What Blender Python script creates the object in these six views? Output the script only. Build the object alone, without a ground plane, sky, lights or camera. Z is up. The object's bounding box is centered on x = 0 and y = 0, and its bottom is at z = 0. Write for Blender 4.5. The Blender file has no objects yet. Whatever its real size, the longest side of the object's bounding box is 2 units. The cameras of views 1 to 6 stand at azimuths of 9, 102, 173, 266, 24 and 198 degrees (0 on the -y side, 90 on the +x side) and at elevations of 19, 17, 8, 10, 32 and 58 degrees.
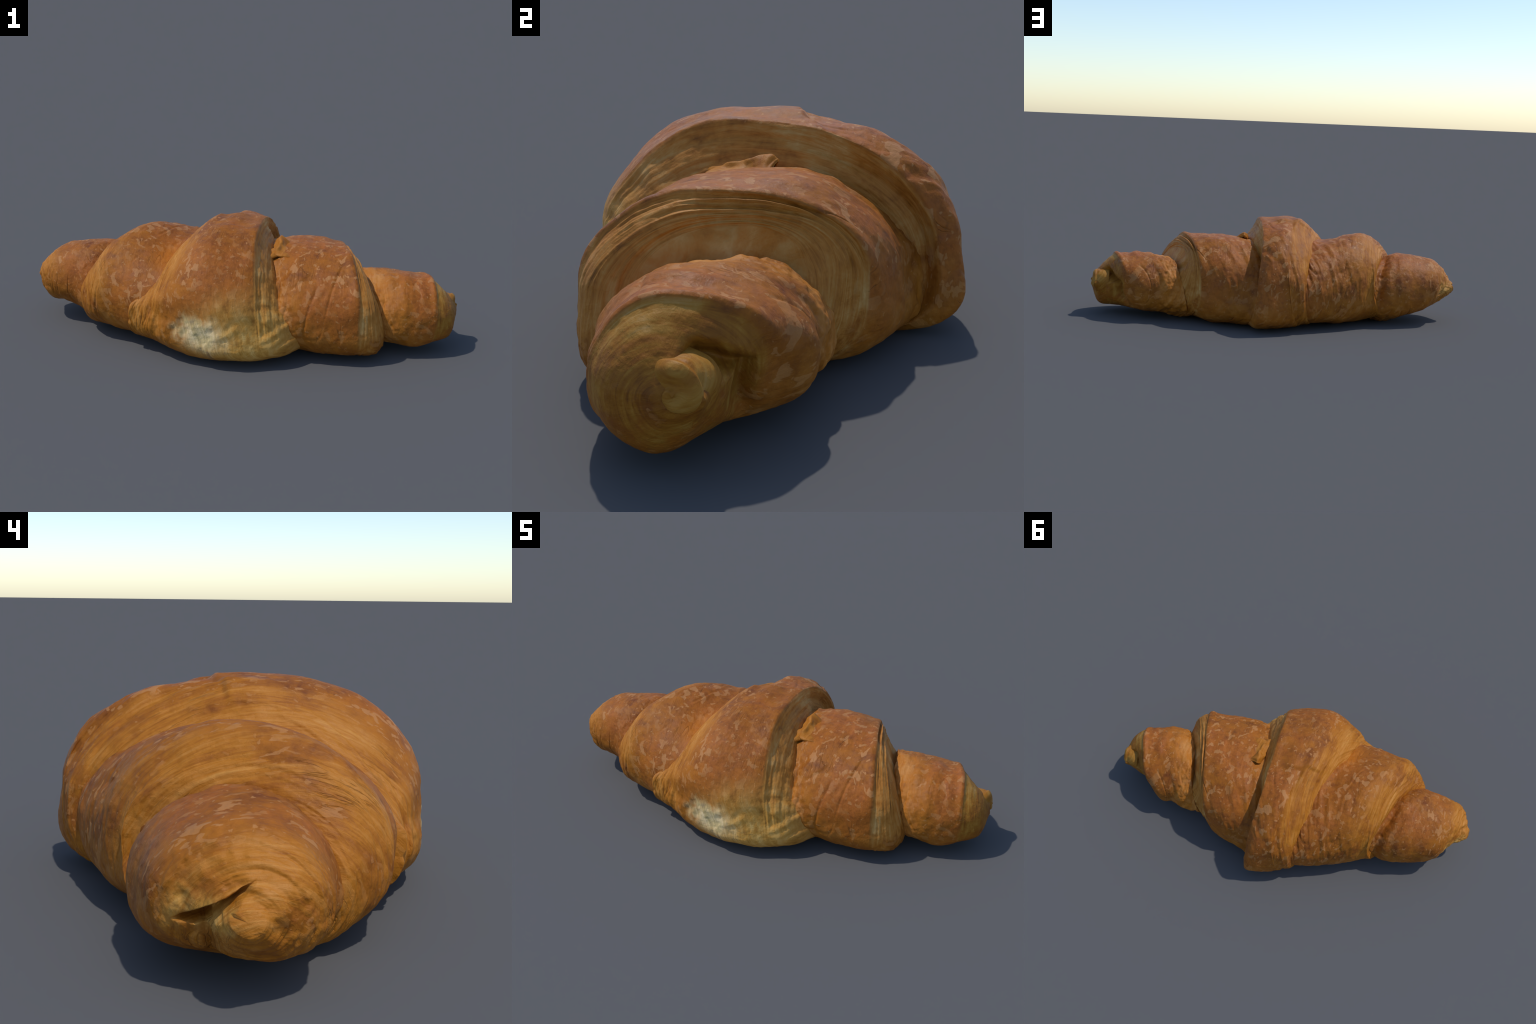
"""A baked croissant: five rolled bands of dough (two tips, two shoulders, one wide
centre), each a loft of tilted oval cross-sections tucked under its neighbour,
with torn lips, laminated cut faces, a raised flake and curled dough ends."""
import bpy
import math
import numpy as np

rng = np.random.default_rng(7)

# --------------------------------------------------------------------------
# Cross-sections of each roll, from its -x end to its +x end:
# centre x, y, z, yaw, pitch (degrees), half extents front, back, top, bottom,
# squareness of the upper half and of the lower front, front and back sag, and
# squareness of the lower back.
# --------------------------------------------------------------------------
ROLL_A = [
    (-0.993, 0.030, 0.198, -12.0, -2.0, 0.030, 0.035, 0.015, 0.032, 2.000, 2.000, 0.000, 0.000, 2.000),
    (-0.920, -0.007, 0.180, -6.1, -13.5, 0.100, 0.140, 0.103, 0.100, 2.135, 2.227, 0.001, -0.053, 2.004),
    (-0.860, 0.014, 0.189, -2.3, -10.7, 0.151, 0.190, 0.144, 0.112, 2.158, 2.295, 0.044, 0.084, 2.493),
    (-0.743, 0.023, 0.174, -10.0, 1.7, 0.179, 0.234, 0.188, 0.139, 2.146, 2.072, -0.030, 0.081, 2.543),
    (-0.612, 0.031, 0.169, -22.2, -2.0, 0.232, 0.250, 0.189, 0.170, 1.849, 2.050, 0.051, 0.016, 2.273),
    (-0.536, 0.057, 0.184, -15.4, -1.7, 0.249, 0.192, 0.134, 0.182, 1.633, 2.193, 0.048, -0.276, 1.852),
]
ROLL_B = [
    (-0.637, -0.023, 0.183, -27.1, 0.7, 0.180, 0.170, 0.100, 0.174, 1.980, 2.172, 0.027, -0.004, 2.112),
    (-0.604, -0.002, 0.201, -18.2, 2.9, 0.255, 0.301, 0.172, 0.200, 2.227, 2.314, 0.058, -0.019, 2.240),
    (-0.545, 0.001, 0.204, -14.9, 3.5, 0.310, 0.312, 0.236, 0.191, 2.158, 2.385, 0.034, 0.056, 2.424),
    (-0.432, 0.017, 0.198, -18.8, -1.5, 0.354, 0.365, 0.274, 0.199, 1.930, 2.686, 0.011, 0.074, 2.820),
    (-0.245, -0.008, 0.186, -19.5, -2.3, 0.375, 0.456, 0.242, 0.186, 2.005, 2.772, 0.057, 0.046, 2.914),
    (-0.102, 0.018, 0.209, -6.9, -13.7, 0.361, 0.341, 0.234, 0.214, 2.022, 2.750, 0.001, 0.095, 2.808),
]
ROLL_C = [
    (-0.293, -0.048, 0.202, -23.6, 4.1, 0.351, 0.410, 0.078, 0.192, 2.054, 2.374, 0.206, 0.110, 2.552),
    (-0.238, -0.003, 0.218, -17.2, 3.1, 0.396, 0.462, 0.199, 0.219, 2.075, 2.623, 0.227, 0.085, 2.808),
    (-0.161, -0.002, 0.247, -16.5, 8.0, 0.442, 0.492, 0.288, 0.257, 1.953, 2.803, 0.194, 0.110, 2.931),
    (-0.130, -0.034, 0.251, -12.6, 6.9, 0.435, 0.512, 0.288, 0.264, 2.461, 3.101, 0.169, 0.149, 3.165),
    (0.065, -0.039, 0.234, -4.9, -8.4, 0.462, 0.523, 0.305, 0.249, 2.602, 3.111, 0.270, 0.227, 3.210),
    (0.139, -0.071, 0.225, -0.1, -8.8, 0.384, 0.505, 0.306, 0.237, 2.506, 3.224, 0.283, 0.183, 2.904),
    (0.183, -0.027, 0.178, 5.3, -7.8, 0.404, 0.391, 0.243, 0.179, 2.117, 2.830, 0.235, 0.066, 2.536),
    (0.229, 0.009, 0.139, 16.9, -15.4, 0.343, 0.312, 0.103, 0.123, 1.978, 2.495, 0.154, -0.005, 2.285),
]
ROLL_D = [
    (0.065, 0.007, 0.157, 14.6, -12.5, 0.352, 0.364, 0.193, 0.163, 1.889, 2.388, -0.036, 0.040, 2.484),
    (0.150, 0.031, 0.175, 11.4, -11.5, 0.403, 0.378, 0.235, 0.178, 1.692, 2.513, -0.037, 0.195, 2.690),
    (0.274, 0.013, 0.174, 11.1, -12.8, 0.392, 0.358, 0.265, 0.184, 2.200, 2.753, 0.027, 0.170, 3.017),
    (0.408, -0.010, 0.194, 13.7, -3.6, 0.361, 0.366, 0.251, 0.198, 2.301, 2.927, 0.150, 0.114, 3.086),
    (0.504, -0.079, 0.215, 13.7, -0.3, 0.271, 0.383, 0.215, 0.212, 2.395, 2.985, 0.240, 0.067, 2.865),
    (0.557, -0.037, 0.226, 18.8, -9.4, 0.267, 0.296, 0.173, 0.231, 2.354, 2.804, 0.228, -0.050, 2.618),
    (0.585, 0.011, 0.227, 18.0, -25.0, 0.203, 0.163, 0.150, 0.154, 2.283, 2.406, -0.000, -0.022, 2.376),
]
ROLL_E = [
    (0.530, 0.064, 0.142, 11.4, 11.6, 0.227, 0.160, 0.165, 0.129, 1.745, 2.235, 0.022, 0.191, 2.244),
    (0.627, 0.022, 0.163, 12.6, -7.0, 0.255, 0.205, 0.155, 0.145, 1.964, 2.312, 0.006, 0.107, 2.437),
    (0.704, -0.017, 0.162, 14.8, -7.5, 0.217, 0.236, 0.168, 0.143, 2.101, 2.560, 0.054, 0.050, 2.688),
    (0.815, -0.052, 0.159, 16.4, 6.4, 0.157, 0.276, 0.164, 0.131, 2.007, 2.880, 0.150, -0.054, 2.752),
    (0.864, -0.036, 0.178, 15.8, 6.0, 0.153, 0.192, 0.148, 0.145, 1.910, 2.649, 0.142, -0.137, 2.370),
    (0.955, -0.027, 0.162, 16.6, -3.3, 0.090, 0.104, 0.086, 0.110, 1.804, 2.087, 0.004, -0.067, 1.903),
    (0.991, 0.006, 0.171, 12.9, -5.7, 0.032, 0.062, 0.019, 0.033, 2.064, 1.847, -0.032, 0.041, 1.940),
]


# --------------------------------------------------------------------------
# numeric helpers
# --------------------------------------------------------------------------
def smooth(a, b, x):
    t = np.clip((x - a) / (b - a), 0.0, 1.0)
    return t * t * (3.0 - 2.0 * t)


def bell(x, c, w):
    return np.exp(-((x - c) / w) ** 2)


def lattice(ix, iy, iz, seed):
    h = (ix.astype(np.int64) * 374761393 + iy.astype(np.int64) * 668265263
         + iz.astype(np.int64) * 2147483647 + seed * 1274126177) & 0xFFFFFFFF
    h = ((h ^ (h >> 13)) * 1274126177) & 0xFFFFFFFF
    h = (h ^ (h >> 16)) & 0xFFFFFFFF
    return h.astype(np.float64) / 2147483648.0 - 1.0


def noise(p, seed=0):
    """Smooth value noise in [-1, 1] at an array of points (..., 3)."""
    i = np.floor(p).astype(np.int64)
    f = p - i
    f = f * f * f * (f * (f * 6 - 15) + 10)
    out = 0.0
    for dx in (0, 1):
        wx = f[..., 0] if dx else 1 - f[..., 0]
        for dy in (0, 1):
            wy = f[..., 1] if dy else 1 - f[..., 1]
            for dz in (0, 1):
                wz = f[..., 2] if dz else 1 - f[..., 2]
                out = out + wx * wy * wz * lattice(i[..., 0] + dx, i[..., 1] + dy, i[..., 2] + dz, seed)
    return out


def fbm(p, octaves=3, seed=0, gain=0.5):
    total, amp = 0.0, 1.0
    for k in range(octaves):
        total = total + amp * noise(p * 2.03 ** k + 17.3 * k, seed + k)
        amp *= gain
    return total


def creases(p, seed=0):
    """1 along thin winding lines, 0 elsewhere."""
    return np.clip(1.0 - np.abs(noise(p, seed)) * 6.0, 0.0, 1.0) ** 1.5


def spline(T, V, u, hard=None):
    """Smooth curve through the stations; at station "hard" it turns sharply."""
    T, V = np.asarray(T, float), np.asarray(V, float)
    h = np.diff(T)[:, None]
    d = np.diff(V, axis=0) / h
    m = np.zeros_like(V)
    m[0], m[-1] = d[0], d[-1]
    w = h[1:] / (h[:-1] + h[1:])
    m[1:-1] = d[:-1] * w + d[1:] * (1 - w)
    m_in, m_out = m.copy(), m.copy()
    if hard is not None:
        m_in[hard], m_out[hard] = d[hard - 1], d[hard]
    i = np.clip(np.searchsorted(T, u, side="right") - 1, 0, len(V) - 2)
    hh = h[i]
    t = ((u - T[i])[:, None]) / hh
    return ((2 * t**3 - 3 * t**2 + 1) * V[i] + (t**3 - 2 * t**2 + t) * hh * m_out[i]
            + (-2 * t**3 + 3 * t**2) * V[i + 1] + (t**3 - t**2) * hh * m_in[i + 1])


def loft(stations, nu, nth, hard=None):
    """Grid of points of a roll; also the station number and angle of each."""
    st = np.asarray(stations, float)
    d = np.linalg.norm(np.diff(st[:, [0, 2, 5, 7]], axis=0), axis=1) + 0.02
    T = np.r_[0, np.cumsum(d)]
    u = np.linspace(0, T[-1], nu)
    p = spline(T, st, u, hard)
    p[:, 5:9] = np.maximum(p[:, 5:9], 0.004)
    p[:, [9, 10, 13]] = np.clip(p[:, [9, 10, 13]], 1.6, 3.2)
    along = np.interp(u, T, np.arange(len(T)))
    th = np.arange(nth) / nth * 2 * np.pi
    c, s = np.cos(th)[None], np.sin(th)[None]
    cx, cy, cz, yaw, pit, f, b, t, dn, nt, nf, kf, kb, nk = [p[:, k:k + 1] for k in range(14)]
    n = np.where(c > 0, nk, nf)
    n = n + (nt - n) / (1 + np.exp(-8 * s))
    a = np.sign(c) * np.abs(c) ** (2 / n) * np.where(c > 0, b * (1 - kb * s), f * (1 - kf * s))
    h = np.sign(s) * np.abs(s) ** (2 / n) * np.where(s > 0, t, dn)
    y, q = np.radians(yaw), np.radians(pit)
    P = np.stack([cx - np.sin(y) * a + np.sin(q) * h, cy + np.cos(y) * a, cz + np.cos(q) * h], -1)
    return P, np.repeat(along[:, None], nth, 1), np.repeat(th[None], nu, 0)


def grid_normals(P):
    du = np.gradient(P, axis=0)
    dv = np.roll(P, -1, 1) - np.roll(P, 1, 1)
    n = np.cross(dv, du)
    n /= np.linalg.norm(n, axis=-1, keepdims=True) + 1e-12
    out = P - P.mean(axis=(0, 1))
    if (n * out).sum() < 0:
        n = -n
    return n


def wrap_coords(P, k_axis, k_ring):
    """Coordinates stretched round the roll, so that marks run round it."""
    c = P.mean(axis=1, keepdims=True)
    d = P - c
    r = np.linalg.norm(d[..., 1:], axis=-1)
    yaw = 0.30 * np.tanh(P[..., 0] * 3)          # seams lean outwards to the front
    ax = P[..., 0] + yaw * P[..., 1]
    return np.stack([(ax + r) * k_axis, P[..., 1] * k_ring, P[..., 2] * k_ring], -1)


def seg_dist(P, a, b, axes):
    p = P[..., axes]
    a, b = np.asarray(a, float), np.asarray(b, float)
    t = np.clip(((p - a) @ (b - a)) / ((b - a) @ (b - a)), 0, 1)
    return np.linalg.norm(p - (a + t[..., None] * (b - a)), axis=-1), t


# --------------------------------------------------------------------------
# relief of each roll: metres of displacement along the surface normal
# --------------------------------------------------------------------------
def relief_common(P, along, seed, skin, edge):
    lump = 0.004 * fbm(P * 7.0, 2, seed)
    patchy = smooth(-0.2, 0.5, noise(P * 5.0 + 3.1, seed + 5))
    wrinkle = 0.0034 * skin * patchy * fbm(wrap_coords(P, 30, 8), 2, seed + 10)
    fibre = 0.0026 * edge * fbm(wrap_coords(P, 75, 5), 3, seed + 20)
    cracks = -0.0042 * creases(wrap_coords(P, 15, 5), seed + 30) * smooth(-0.1, 0.4, noise(P * 6.0, seed + 31)) * skin
    grain = 0.0009 * fbm(P * 48.0, 3, seed + 40)
    folds = 0.0035 * skin * fbm(wrap_coords(P, 15, 4), 2, seed + 50) * smooth(-0.4, 0.3, noise(P * 4.0, seed + 51))
    return lump + wrinkle + fibre + cracks + folds + grain


def groove(P, x_side, path, width, depth):
    """Furrow cut into an end face along a path given as (y, z) pairs."""
    d = 0.0
    for a, b in zip(path[:-1], path[1:]):
        dist, t = seg_dist(P, a, b, [1, 2])
        d = np.minimum(d, -depth * np.exp(-(dist / width) ** 2))
    return d * x_side


def in_triangle(P, a, b, c, soft):
    y, z = P[..., 1], P[..., 2]
    inside = 1.0
    for (y0, z0), (y1, z1), (y2, z2) in ((a, b, c), (b, c, a), (c, a, b)):
        ny, nz = z0 - z1, y1 - y0
        L = math.hypot(ny, nz)
        sg = 1 if (y2 - y0) * ny + (z2 - z0) * nz > 0 else -1
        inside = inside * smooth(-soft, soft, sg * ((y - y0) * ny + (z - z0) * nz) / L)
    return inside


def relief_left_tip(P, s, th):
    skin = smooth(1.6, 2.4, s)
    d = relief_common(P, s, 100, skin, 1 - skin)
    d += 0.004 * smooth(3.2, 4.0, s) * fbm(P * 28, 2, 150)          # crumpled beside the seam
    q = P[..., 0] - 0.29 * P[..., 1]
    d -= 0.022 * bell(q, -0.605, 0.026) * smooth(-0.02, 0.10, P[..., 1]) * smooth(0.06, 0.14, P[..., 2])
    # the loose tail of the dough wraps under: a gaping fold and two lobes
    y, z = P[..., 1], P[..., 2]
    tip = 1 - smooth(-0.88, -0.80, P[..., 0])
    push = 0.060 * in_triangle(P, (0.034, 0.242), (0.152, 0.166), (0.098, 0.166), 0.007)
    push = push - groove(P, 1.0, [(0.102, 0.172), (0.099, 0.150), (0.092, 0.110), (0.084, 0.050)], 0.013, 0.032)
    lobe = np.exp(-(((y - 0.045) / 0.050) ** 2 + ((z - 0.150) / 0.060) ** 2))
    push = push - 0.009 * lobe * smooth(0.105, 0.085, y + 0.35 * (z - 0.15)) * smooth(0.245, 0.215, z + 0.65 * (y - 0.04))
    push = push - groove(P, 1.0, [(0.030, 0.232), (-0.010, 0.205), (-0.030, 0.165)], 0.016, 0.008)
    push = push + 0.004 * fbm(P * np.array([10.0, 34.0, 34.0]), 2, 160)
    return d, tip * push


def relief_left_shoulder(P, s, th):
    edge = 1 - smooth(1.8, 2.8, s)
    d = relief_common(P, s, 200, 1 - edge, edge)
    q = P[..., 0] - 0.29 * P[..., 1]
    d -= 0.019 * (1 - smooth(-0.570, -0.490, q)) * smooth(-0.08, 0.12, P[..., 1]) * smooth(0.08, 0.18, P[..., 2])   # steep step down to the tip
    back = smooth(-0.05, 0.2, P[..., 1]) * smooth(0.12, 0.25, P[..., 2])
    d += 0.004 * back * (1 - edge) * fbm(wrap_coords(P, 40, 10), 2, 250)
    d -= 0.018 * np.exp(-(((P[..., 0] + 0.27) / 0.09) ** 2 + ((P[..., 1] + 0.16) / 0.07) ** 2)) * smooth(0.3, 0.38, P[..., 2])
    return d


def relief_centre(P, s, th):
    x, y, z = P[..., 0], P[..., 1], P[..., 2]
    edge = 1 - smooth(1.6, 2.8, s)
    d = relief_common(P, s, 300, (1 - edge) * (1 - smooth(5.0, 5.1, s)), edge)
    top = smooth(0.2, 0.7, np.sin(th))
    fold = y - 0.075 - 0.35 * (x + 0.03) + 0.02 * noise(P * 14.0, 358)
    d -= 0.016 * top * smooth(-0.012, 0.012, fold) * (1 - smooth(0.06, 0.22, fold)) * bell(x, -0.04, 0.11)   # a fold runs over the crown
    # long pleats where the dough was rolled, down the back of the left slope
    d += 0.007 * bell(s, 2.1, 0.9) * smooth(-0.2, 0.1, y) * noise(wrap_coords(P, 22, 2.0), 360)
    rough = bell(z, 0.17, 0.10) * smooth(-0.22, -0.42, y) * (1 - smooth(0.00, 0.12, x))
    d += rough * (0.006 * fbm(wrap_coords(P, 24, 14), 3, 350) - 0.009 * creases(wrap_coords(P, 13, 4), 351) * smooth(-0.2, 0.3, noise(P * 7, 353)))
    d -= 0.016 * np.exp(-(((x + 0.03) / 0.16) ** 2 + ((z - 0.13) / 0.07) ** 2)) * smooth(-0.3, -0.42, y)
    ledge = smooth(5.05, 5.35, s) * smooth(-0.1, -0.3, y)
    d += ledge * 0.004 * fbm(wrap_coords(P, 60, 7), 3, 355)
    d -= 0.026 * smooth(5.05, 5.5, s) * smooth(0.05, 0.25, y)                     # undercut behind
    # crisp lip above the hollow that the next roll comes out of
    up = smooth(-0.1, 0.3, np.sin(th))
    d += up * (0.004 * bell(s, 4.85, 0.3) - 0.004 * bell(s, 5.3, 0.2))
    d += 0.003 * smooth(4.95, 5.05, s) * smooth(0.10, 0.2, z) * fbm(np.stack([s * 9, y * 5, z * 5], -1), 3, 357)
    return d


def relief_right_shoulder(P, s, th):
    x, y, z = P[..., 0], P[..., 1], P[..., 2]
    d = relief_common(P, s, 400, 1 - smooth(4.0, 4.1, s), 0.0)
    d += 0.005 * (1 - smooth(1.2, 2.2, s)) * fbm(P * 26, 3, 450)
    d += 0.0035 * smooth(1.0, 1.6, s) * (1 - smooth(3.6, 4.0, s)) * fbm(wrap_coords(P, 17, 5), 2, 455)
    up = smooth(-0.1, 0.4, np.sin(th))
    # torn lip with two thin layers showing under it
    torn = 0.3 + 0.9 * smooth(-0.3, 0.5, noise(P * np.array([2.0, 9.0, 9.0]), 458))
    d += up * (0.009 * bell(s, 3.92, 0.25) - 0.009 * torn * bell(s, 4.22, 0.12) + 0.006 * torn * bell(s, 4.5, 0.12) - 0.007 * torn * bell(s, 4.75, 0.1))
    d += 0.003 * smooth(4.05, 4.2, s) * fbm(np.stack([s * 10, y * 5, z * 5], -1), 3, 457)
    d -= 0.010 * np.exp(-(((y - 0.156) / 0.02) ** 2 + ((z - 0.289) / 0.02) ** 2)) * smooth(0.4, 0.47, x)
    return d


def relief_right_tip(P, s, th):
    x = P[..., 0]
    d = relief_common(P, s, 500, 1 - smooth(3.9, 4.1, s), 0.0)
    d += 0.006 * (1 - smooth(1.0, 2.6, s)) * fbm(P * 22, 3, 550)
    up = smooth(-0.1, 0.4, np.sin(th))
    d += up * 0.008 * bell(x, 0.765, 0.022) * smooth(0.12, -0.05, P[..., 1])   # a raised crust ridge
    d += up * (0.006 * bell(s, 3.75, 0.25) - 0.004 * bell(s, 4.15, 0.2))
    tip = smooth(0.82, 0.90, x)
    tip = smooth(0.78, 0.86, x)
    seam = [(0.033, 0.237), (0.062, 0.224), (0.092, 0.201), (0.115, 0.186), (0.113, 0.159), (0.106, 0.121), (0.096, 0.060)]
    d += groove(P, tip, seam, 0.015, 0.030)
    push = groove(P, tip, seam, 0.014, 0.025)
    return d, push


# --------------------------------------------------------------------------
# materials
# --------------------------------------------------------------------------
class Tree:
    def __init__(self, name):
        self.mat = bpy.data.materials.new(name)
        self.mat.use_nodes = True
        self.t = self.mat.node_tree
        self.t.nodes.clear()

    def node(self, kind, **props):
        n = self.t.nodes.new(kind)
        for k, v in props.items():
            setattr(n, k, v)
        return n

    def put(self, sock, v):
        if isinstance(v, bpy.types.NodeSocket):
            self.t.links.new(v, sock)
        else:
            sock.default_value = v

    def math(self, op, a, b=0.0, c=0.0, clamp=False):
        n = self.node("ShaderNodeMath", operation=op, use_clamp=clamp)
        for s, v in zip(n.inputs, (a, b, c)):
            self.put(s, v)
        return n.outputs[0]

    def ramp01(self, v, lo, hi):
        n = self.node("ShaderNodeMapRange", interpolation_type="SMOOTHSTEP")
        for k, x in (("Value", v), ("From Min", lo), ("From Max", hi), ("To Min", 0.0), ("To Max", 1.0)):
            self.put(n.inputs[k], x)
        return n.outputs[0]

    def mix(self, f, a, b):
        n = self.node("ShaderNodeMix", data_type="RGBA")
        self.put(n.inputs["Factor"], f)
        self.put(n.inputs["A"], a)
        self.put(n.inputs["B"], b)
        return n.outputs["Result"]

    def ramp(self, v, stops):
        n = self.node("ShaderNodeValToRGB")
        e = n.color_ramp.elements
        while len(e) < len(stops):
            e.new(0.5)
        for el, (pos, col) in zip(e, stops):
            el.position, el.color = pos, (*col, 1.0)
        self.put(n.inputs[0], v)
        return n.outputs[0]

    def noise(self, vec, scale, detail=3.0, rough=0.55, distort=0.0):
        n = self.node("ShaderNodeTexNoise")
        self.put(n.inputs["Vector"], vec)
        n.inputs["Scale"].default_value = scale
        n.inputs["Detail"].default_value = detail
        n.inputs["Roughness"].default_value = rough
        n.inputs["Distortion"].default_value = distort
        return n.outputs["Fac"]

    def combine(self, x, y, z):
        n = self.node("ShaderNodeCombineXYZ")
        for s, v in zip(n.inputs, (x, y, z)):
            self.put(s, v)
        return n.outputs[0]

    def vec(self, op, a, b):
        n = self.node("ShaderNodeVectorMath", operation=op)
        self.put(n.inputs[0], a)
        self.put(n.inputs[1], b)
        return n.outputs["Value"] if op in ("DISTANCE", "LENGTH", "DOT_PRODUCT") else n.outputs[0]


def srgb(r, g, b, gain=1.0):
    f = lambda c: ((c / 255) / 12.92 if c <= 10 else ((c / 255 + 0.055) / 1.055) ** 2.4) * gain
    return (f(r), f(g), f(b))


BROWN_DARK = srgb(114, 60, 18)
BROWN = srgb(144, 83, 20)
BROWN_WARM = srgb(160, 94, 20)
BLOTCH = srgb(172, 118, 68)
OCHRE = srgb(168, 104, 26)
TAN = srgb(190, 132, 60)
OLIVE = srgb(118, 82, 34)
PALE = srgb(252, 224, 174)
PALE_GREEN = srgb(150, 136, 96)
LAYERS = [(0.37, BROWN_DARK), (0.43, BROWN), (0.50, OCHRE), (0.55, srgb(176, 114, 44)), (0.63, TAN)]
BARE = [(0.36, srgb(156, 104, 38)), (0.46, srgb(198, 142, 62)), (0.60, srgb(222, 176, 100))]
UNBAKED = [(0.36, srgb(156, 136, 106)), (0.45, srgb(206, 180, 124)), (0.56, PALE)]
FACE = [(0.36, srgb(124, 74, 22)), (0.43, srgb(158, 98, 32)), (0.50, srgb(178, 116, 46)), (0.57, srgb(184, 132, 68)), (0.68, srgb(204, 160, 98))]
SCROLL = [(0.36, srgb(104, 58, 14)), (0.44, srgb(136, 82, 18)), (0.51, srgb(152, 98, 26)), (0.58, srgb(166, 118, 46)), (0.68, srgb(180, 140, 84))]
CRUMPLE = [(0.34, srgb(140, 78, 16)), (0.46, srgb(176, 106, 26)), (0.58, srgb(190, 130, 66)), (0.70, srgb(206, 150, 92))]
ORANGE = [(0.36, srgb(148, 80, 10)), (0.60, srgb(186, 108, 14))]


def crust(name, left=None, left_stops=None, right=None, seed=0.0, belly=(0.26, 0.05), face_low=(0.02, 0.16), face=None, dough=None):
    """Baked crust. left / right: (from, to) station range over which the layered
    edge gives way to the skin and back; dough: centre and radius of an unbaked patch."""
    T = Tree(name)
    face = face or FACE
    co = T.node("ShaderNodeTexCoord").outputs["Object"]
    at = T.node("ShaderNodeAttribute", attribute_type="GEOMETRY", attribute_name="along").outputs["Fac"]
    sep = T.node("ShaderNodeSeparateXYZ")
    T.put(sep.inputs[0], co)
    x, y, z = sep.outputs
    p = T.vec("ADD", co, (seed, seed * 0.7, -seed))
    r = T.math("SQRT", T.math("ADD", T.math("MULTIPLY", y, y), T.math("MULTIPLY", z, z)))
    axis = T.math("ADD", x, r)
    wrap = T.vec("ADD", T.combine(T.math("MULTIPLY", axis, 14.0), T.math("MULTIPLY", y, 1.6), T.math("MULTIPLY", z, 1.6)), (seed, 0, 0))
    fibre = T.noise(wrap, 3.2, 6.0, 0.68, 0.8)
    streak = T.noise(wrap, 1.1, 4.0, 0.6, 0.8)
    cloud = T.noise(p, 4.5, 4.0, 0.6)
    mottle = T.noise(p, 17.0, 5.0, 0.62, 0.4)
    wrap_face = T.vec("ADD", T.combine(T.math("MULTIPLY", at, 1.7), T.math("MULTIPLY", y, 1.6), T.math("MULTIPLY", z, 1.6)), (seed, 0, 0))
    face_fibre = T.noise(wrap_face, 3.0, 6.0, 0.66, 2.2)
    wob = T.math("MULTIPLY", T.math("SUBTRACT", T.noise(p, 8.0, 4.0, 0.6), 0.5), 1.2)
    at_w = T.math("ADD", at, wob)

    fine = T.noise(p, 55.0, 4.0, 0.65, 0.3)
    skin = T.ramp(T.math("ADD", T.math("ADD", T.math("MULTIPLY", mottle, 0.42), T.math("MULTIPLY", cloud, 0.40)), T.math("MULTIPLY", fine, 0.18)),
                  [(0.36, BROWN_DARK), (0.47, BROWN), (0.56, BROWN_WARM), (0.66, OCHRE)])
    # the crest of the roll is baked to a redder brown
    crest = T.math("MULTIPLY", T.ramp01(at_w, left[1] - 0.3 if left else 0.5, left[1] + 0.5 if left else 1.5), T.ramp01(cloud, 0.36, 0.60))
    skin = T.mix(T.math("MULTIPLY", crest, 0.45), skin, T.ramp(fine, [(0.36, srgb(118, 58, 26)), (0.60, srgb(156, 82, 36))]))
    # pale blistered blotches
    spots = T.noise(T.vec("ADD", T.combine(T.math("MULTIPLY", axis, 1.5), y, z), (seed * 2, 3, 1)), 21.0, 2.5, 0.5, 0.35)
    zone = T.ramp01(T.noise(p, 3.3, 2.0), 0.34, 0.56)
    spot = T.math("MULTIPLY", T.ramp01(spots, 0.575, 0.605), T.math("ADD", T.math("MULTIPLY", zone, 0.65), 0.15))
    small = T.noise(T.vec("ADD", p, (5, 1, 2)), 52.0, 1.5, 0.5, 0.3)
    spot = T.math("MAXIMUM", spot, T.math("MULTIPLY", T.ramp01(small, 0.66, 0.70), 0.7))
    skin = T.mix(spot, skin, (*BLOTCH, 1))
    # less baked towards the foot
    low = T.ramp01(T.math("ADD", z, T.math("MULTIPLY", T.math("SUBTRACT", streak, 0.5), 0.22)), belly[0], belly[1])
    foot = T.ramp(T.math("ADD", T.math("MULTIPLY", mottle, 0.5), T.math("MULTIPLY", streak, 0.5)),
                  [(0.36, BROWN), (0.50, OCHRE), (0.64, TAN)])
    skin = T.mix(T.math("MULTIPLY", low, 0.48), skin, foot)

    thread = T.noise(wrap, 8.0, 4.0, 0.6, 0.4)
    layers = T.ramp(T.math("ADD", T.math("ADD", T.math("MULTIPLY", fibre, 0.34), T.math("MULTIPLY", thread, 0.16)), T.math("ADD", T.math("MULTIPLY", streak, 0.25), T.math("MULTIPLY", cloud, 0.25))), left_stops or LAYERS)
    col = skin
    mask = None
    if left:
        mask = T.math("MULTIPLY", T.ramp01(at_w, left[1], left[0]), T.ramp01(T.math("ADD", cloud, T.math("MULTIPLY", streak, 0.5)), 0.55, 0.78))
        col = T.mix(mask, col, layers)
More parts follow.
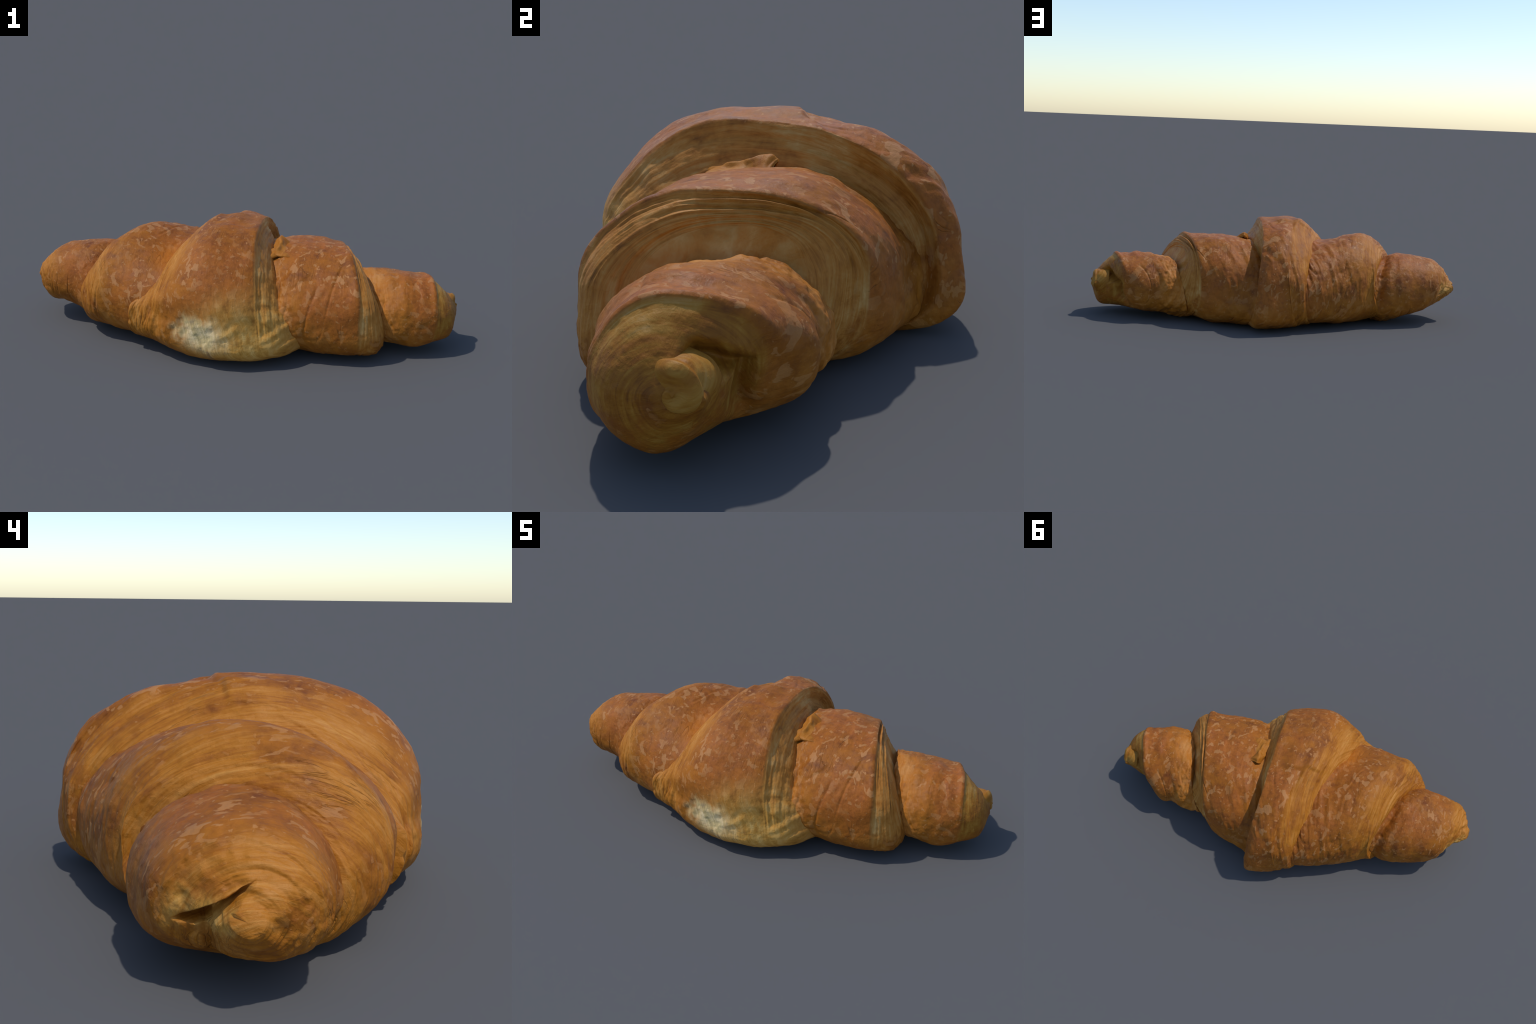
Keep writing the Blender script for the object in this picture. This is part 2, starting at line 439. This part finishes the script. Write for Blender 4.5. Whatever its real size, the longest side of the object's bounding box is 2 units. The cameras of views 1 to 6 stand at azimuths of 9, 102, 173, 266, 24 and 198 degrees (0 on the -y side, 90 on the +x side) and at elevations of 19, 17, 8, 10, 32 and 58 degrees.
    if right:
        m2 = T.ramp01(T.math("ADD", at, T.math("MULTIPLY", wob, 0.22)), right[0] - 0.03, right[1] + 0.06)
        # low down the cut edge is baked over again, in patches
        m2 = T.math("MULTIPLY", m2, T.ramp01(T.math("ADD", z, T.math("MULTIPLY", T.math("SUBTRACT", mottle, 0.5), 0.5)), *face_low))
        face_col = T.ramp(T.math("ADD", T.math("ADD", T.math("MULTIPLY", face_fibre, 0.42), T.math("MULTIPLY", mottle, 0.30)), T.math("ADD", T.math("MULTIPLY", cloud, 0.28), T.math("MULTIPLY", T.math("MULTIPLY", T.ramp01(at, right[1] + 0.7, right[1] + 0.1), T.ramp01(cloud, 0.45, 0.65)), 0.05))), face)
        col = T.mix(m2, col, face_col)
        mask = T.math("MAXIMUM", mask, m2) if mask is not None else m2
    for centre, radius, stops in dough or ():
        dist = T.vec("DISTANCE", T.vec("MULTIPLY", co, (1.0, 0.6, 1.5)), (centre[0], centre[1] * 0.6, centre[2] * 1.5))
        k = T.ramp01(T.math("ADD", dist, T.math("MULTIPLY", T.math("SUBTRACT", mottle, 0.5), 0.25)), radius * 1.15, radius * 0.15)
        col = T.mix(k, col, T.ramp(T.math("ADD", T.math("MULTIPLY", mottle, 0.5), T.math("MULTIPLY", fibre, 0.5)), stops))
    # fine splits in the crust, running round the roll
    line = T.math("ABSOLUTE", T.math("SUBTRACT", T.noise(T.vec("ADD", wrap, (3, 7, 5)), 1.6, 3.0, 0.55, 1.0), 0.5))
    split = T.math("MULTIPLY", T.ramp01(line, 0.016, 0.002), T.ramp01(T.noise(T.vec("ADD", p, (9, 2, 4)), 6.0, 2.0), 0.55, 0.68))
    if right:
        split = T.math("MULTIPLY", split, T.math("SUBTRACT", 1.0, m2))
    col = T.mix(T.math("MULTIPLY", split, 0.35), col, (*srgb(84, 50, 18), 1))
    b = T.node("ShaderNodeBsdfPrincipled")
    T.put(b.inputs["Base Color"], col)
    T.put(b.inputs["Roughness"], T.math("ADD", T.math("MULTIPLY", mottle, 0.3), 0.42))
    b.inputs["Specular IOR Level"].default_value = 0.22
    height = T.math("SUBTRACT", T.math("ADD", T.math("MULTIPLY", fibre, 0.7), T.math("ADD", T.math("ADD", T.math("MULTIPLY", T.noise(p, 70.0, 4.0, 0.6), 0.5), T.math("MULTIPLY", T.noise(p, 24.0, 3.0, 0.6, 0.6), 0.35)), T.math("MULTIPLY", spot, 0.12))), T.math("MULTIPLY", split, 0.5))
    bump = T.node("ShaderNodeBump")
    bump.inputs["Strength"].default_value = 0.6
    bump.inputs["Distance"].default_value = 0.006
    T.put(bump.inputs["Height"], height)
    T.put(b.inputs["Normal"], bump.outputs[0])
    o = T.node("ShaderNodeOutputMaterial")
    T.put(o.inputs[0], b.outputs[0])
    return T.mat


# --------------------------------------------------------------------------
# building
# --------------------------------------------------------------------------
def grid_mesh(name, P, origin, along=None, closed_ends=True):
    """Tube of rings (nu, nth, 3) -> mesh, with a capping point at each end."""
    nu, nth = P.shape[:2]
    verts = P.reshape(-1, 3)
    verts = np.vstack([verts, P[0].mean(0), P[-1].mean(0)]) - np.asarray(origin)
    i = np.arange(nu - 1)[:, None] * nth
    j = np.arange(nth)[None]
    k = (j + 1) % nth
    quads = np.stack([i + j, i + nth + j, i + nth + k, i + k], -1).reshape(-1, 4)
    a, b = nu * nth, nu * nth + 1
    jj, kk = j[0], k[0]
    caps = np.vstack([np.stack([np.full(nth, a), jj, kk], -1),
                      np.stack([np.full(nth, b), (nu - 1) * nth + kk, (nu - 1) * nth + jj], -1)])
    # outward winding
    c = verts[:-2].mean(0)
    q = quads[len(quads) // 2 + nth // 4]
    nrm = np.cross(verts[q[1]] - verts[q[0]], verts[q[2]] - verts[q[0]])
    if nrm @ (verts[q[0]] - c) < 0:
        quads, caps = quads[:, ::-1], caps[:, ::-1]
    me = bpy.data.meshes.new(name)
    loops = np.concatenate([quads.ravel(), caps.ravel()]).astype(np.int32)
    starts = np.concatenate([np.arange(len(quads)) * 4, len(quads) * 4 + np.arange(len(caps)) * 3]).astype(np.int32)
    me.vertices.add(len(verts))
    me.vertices.foreach_set("co", verts.astype(np.float32).ravel())
    me.loops.add(len(loops))
    me.loops.foreach_set("vertex_index", loops)
    me.polygons.add(len(starts))
    me.polygons.foreach_set("loop_start", starts)
    me.update(calc_edges=True)
    me.validate()
    me.polygons.foreach_set("use_smooth", np.ones(len(me.polygons), bool))
    if along is not None:
        at = me.attributes.new("along", "FLOAT", "POINT")
        at.data.foreach_set("value", np.r_[along.ravel(), along[0, 0], along[-1, 0]].astype(np.float32))
    return me


def add(name, me, parent, origin=(0, 0, 0), mat=None):
    ob = bpy.data.objects.new(name, me)
    bpy.context.scene.collection.objects.link(ob)
    ob.parent = parent
    ob.location = origin
    if mat:
        me.materials.append(mat)
    return ob


croissant = bpy.data.objects.new("croissant", None)
bpy.context.scene.collection.objects.link(croissant)
croissant["label"] = "golden brown flaky croissant with five rolled bands"
croissant["category"] = "croissant"


def roll(name, stations, relief, mat, hard=None, nu=230, nth=420):
    P, s, th = loft(stations, nu, nth, hard)
    N = grid_normals(P)
    d = relief(P, s, th)
    push = 0.0
    if isinstance(d, tuple):
        d, push = d
    P = P + N * d[..., None]
    P[..., 0] += push
    P[..., 2] = np.maximum(P[..., 2], 0.0)
    me = grid_mesh(name, P, (0, 0, 0), s)
    return add(name, me, croissant, (0, 0, 0), mat)


left_tip = roll("rolled_tip", ROLL_A, relief_left_tip,
                crust("left_tip_crust", left=(1.4, 2.3), seed=1.7, dough=[((-0.93, 0.11, 0.18), 0.075, BARE)]))
left_shoulder = roll("rolled_band", ROLL_B, relief_left_shoulder,
                     crust("left_shoulder_crust", left=(1.8, 3.1), seed=4.1, dough=[((-0.27, -0.22, 0.40), 0.13, ORANGE)]))
centre = roll("rolled_band", ROLL_C, relief_centre,
              crust("centre_crust", left=(1.6, 3.0), right=(4.98, 5.06), seed=7.3, face_low=(0.14, 0.28),
                    dough=[((0.10, -0.46, 0.14), 0.34, BARE), ((-0.085, -0.49, 0.155), 0.135, UNBAKED)]), hard=5)
right_shoulder = roll("rolled_band", ROLL_D, relief_right_shoulder, 
                      crust("right_shoulder_crust", left=(1.0, 1.9), left_stops=CRUMPLE, right=(4.0, 4.1), seed=11.9), hard=4)
right_tip = roll("rolled_tip", ROLL_E, relief_right_tip, 
                 crust("right_tip_crust", left=(1.0, 2.2), left_stops=CRUMPLE, right=(3.98, 4.1), seed=15.2, face=SCROLL), hard=4)


# --------------------------------------------------------------------------
# the torn flake of crust that stands up beside the lip of the centre roll
# --------------------------------------------------------------------------
def sheet(name, P, thick, parent, mat):
    """Grid of points (nu, nv, 3) -> sheet of dough with thickness."""
    nu, nv = P.shape[:2]
    N = np.cross(np.gradient(P, axis=0), np.gradient(P, axis=1))
    N /= np.linalg.norm(N, axis=-1, keepdims=True) + 1e-12
    t = np.asarray(thick)[..., None] * 0.5
    # closed tube: over the upper side and back along the lower side
    ring_pts = np.concatenate([P + N * t, (P - N * t)[:, ::-1]], 1)
    return add(name, grid_mesh(name, ring_pts, (0, 0, 0), np.ones(ring_pts.shape[:2])), parent, (0, 0, 0), mat)


v = np.linspace(0, 1, 40)[:, None]                # along the flake, front to back
w = np.linspace(0, 1, 28)[None]                   # across it, foot - ridge - free edge
yy = -0.145 + 0.17 * v + 0 * w
lift = v ** 0.6 * (1.0 - 0.25 * smooth(0.85, 1.0, v))
foot = np.stack([0.250 - 0.020 * v, yy[:, :1], 0.402 + 0.024 * smooth(0.70, 1.0, v)], -1)
ridge = np.stack([0.176 + 0.012 * v, yy[:, :1] + 0.010, 0.414 + 0.052 * lift], -1)
free = np.stack([0.148 + 0.014 * v, yy[:, :1] - 0.018, 0.392 + 0.034 * lift], -1)
k = w[..., None]
over = np.clip((k - 0.55) / 0.45, 0, 1)
P = np.where(k < 0.55, foot + (ridge - foot) * smooth(0, 1, k / 0.55) ** 0.8, ridge + (free - ridge) * over)
P[..., 2] -= 0.006 * bell(w, 0.55, 0.2)
P = P + 0.008 * np.stack([noise(P * 34 + k * 9.1, 600 + k) for k in range(3)], -1)
flake = sheet("torn_flake", P, 0.009 + 0.003 * noise(P * 40, 610), right_shoulder, crust("flake_crust", left=(0.9, 2.6), seed=21.0))


# --------------------------------------------------------------------------
# the rolled-up ends of the dough, standing out of the right tip
# --------------------------------------------------------------------------
CURL_RIGHT = [
    (0.900, 0.010, 0.170, 0, 0, 0.070, 0.064, 0.066, 0.070, 2, 2, 0, 0, 2),
    (0.945, 0.012, 0.178, 0, -4, 0.058, 0.054, 0.060, 0.060, 2, 2, 0, 0, 2),
    (0.970, 0.014, 0.184, 0, -8, 0.044, 0.042, 0.052, 0.046, 2, 2, 0, 0, 2),
    (0.986, 0.018, 0.188, 0, -10, 0.026, 0.026, 0.034, 0.030, 2, 2, 0, 0, 2),
    (0.991, 0.020, 0.190, 0, -10, 0.006, 0.006, 0.008, 0.008, 2, 2, 0, 0, 2),
]

def curl_relief(y0, z0, turn, seed, bite):
    def relief(P, s, th):
        y, z = P[..., 1] - y0, P[..., 2] - z0
        phase = np.hypot(y, z) / 0.045 - turn * np.arctan2(z, y) / (2 * np.pi) + 0.25 * noise(P * 14, seed)
        f = phase - np.floor(phase)
        step = 0.008 * (smooth(0.0, 0.85, f) - smooth(0.85, 1.0, f))
        return step * bite + 0.003 * fbm(P * 24, 2, seed + 1) + 0.002 * fbm(wrap_coords(P, 60, 6), 2, seed + 3)
    return relief


curl = roll("end_curl", CURL_RIGHT, curl_relief(0.015, 0.18, 1, 700, 1.0), crust("curl_crust", left=(6.0, 9.0), left_stops=SCROLL, seed=25.0), nu=70, nth=160)
curl.parent = right_tip
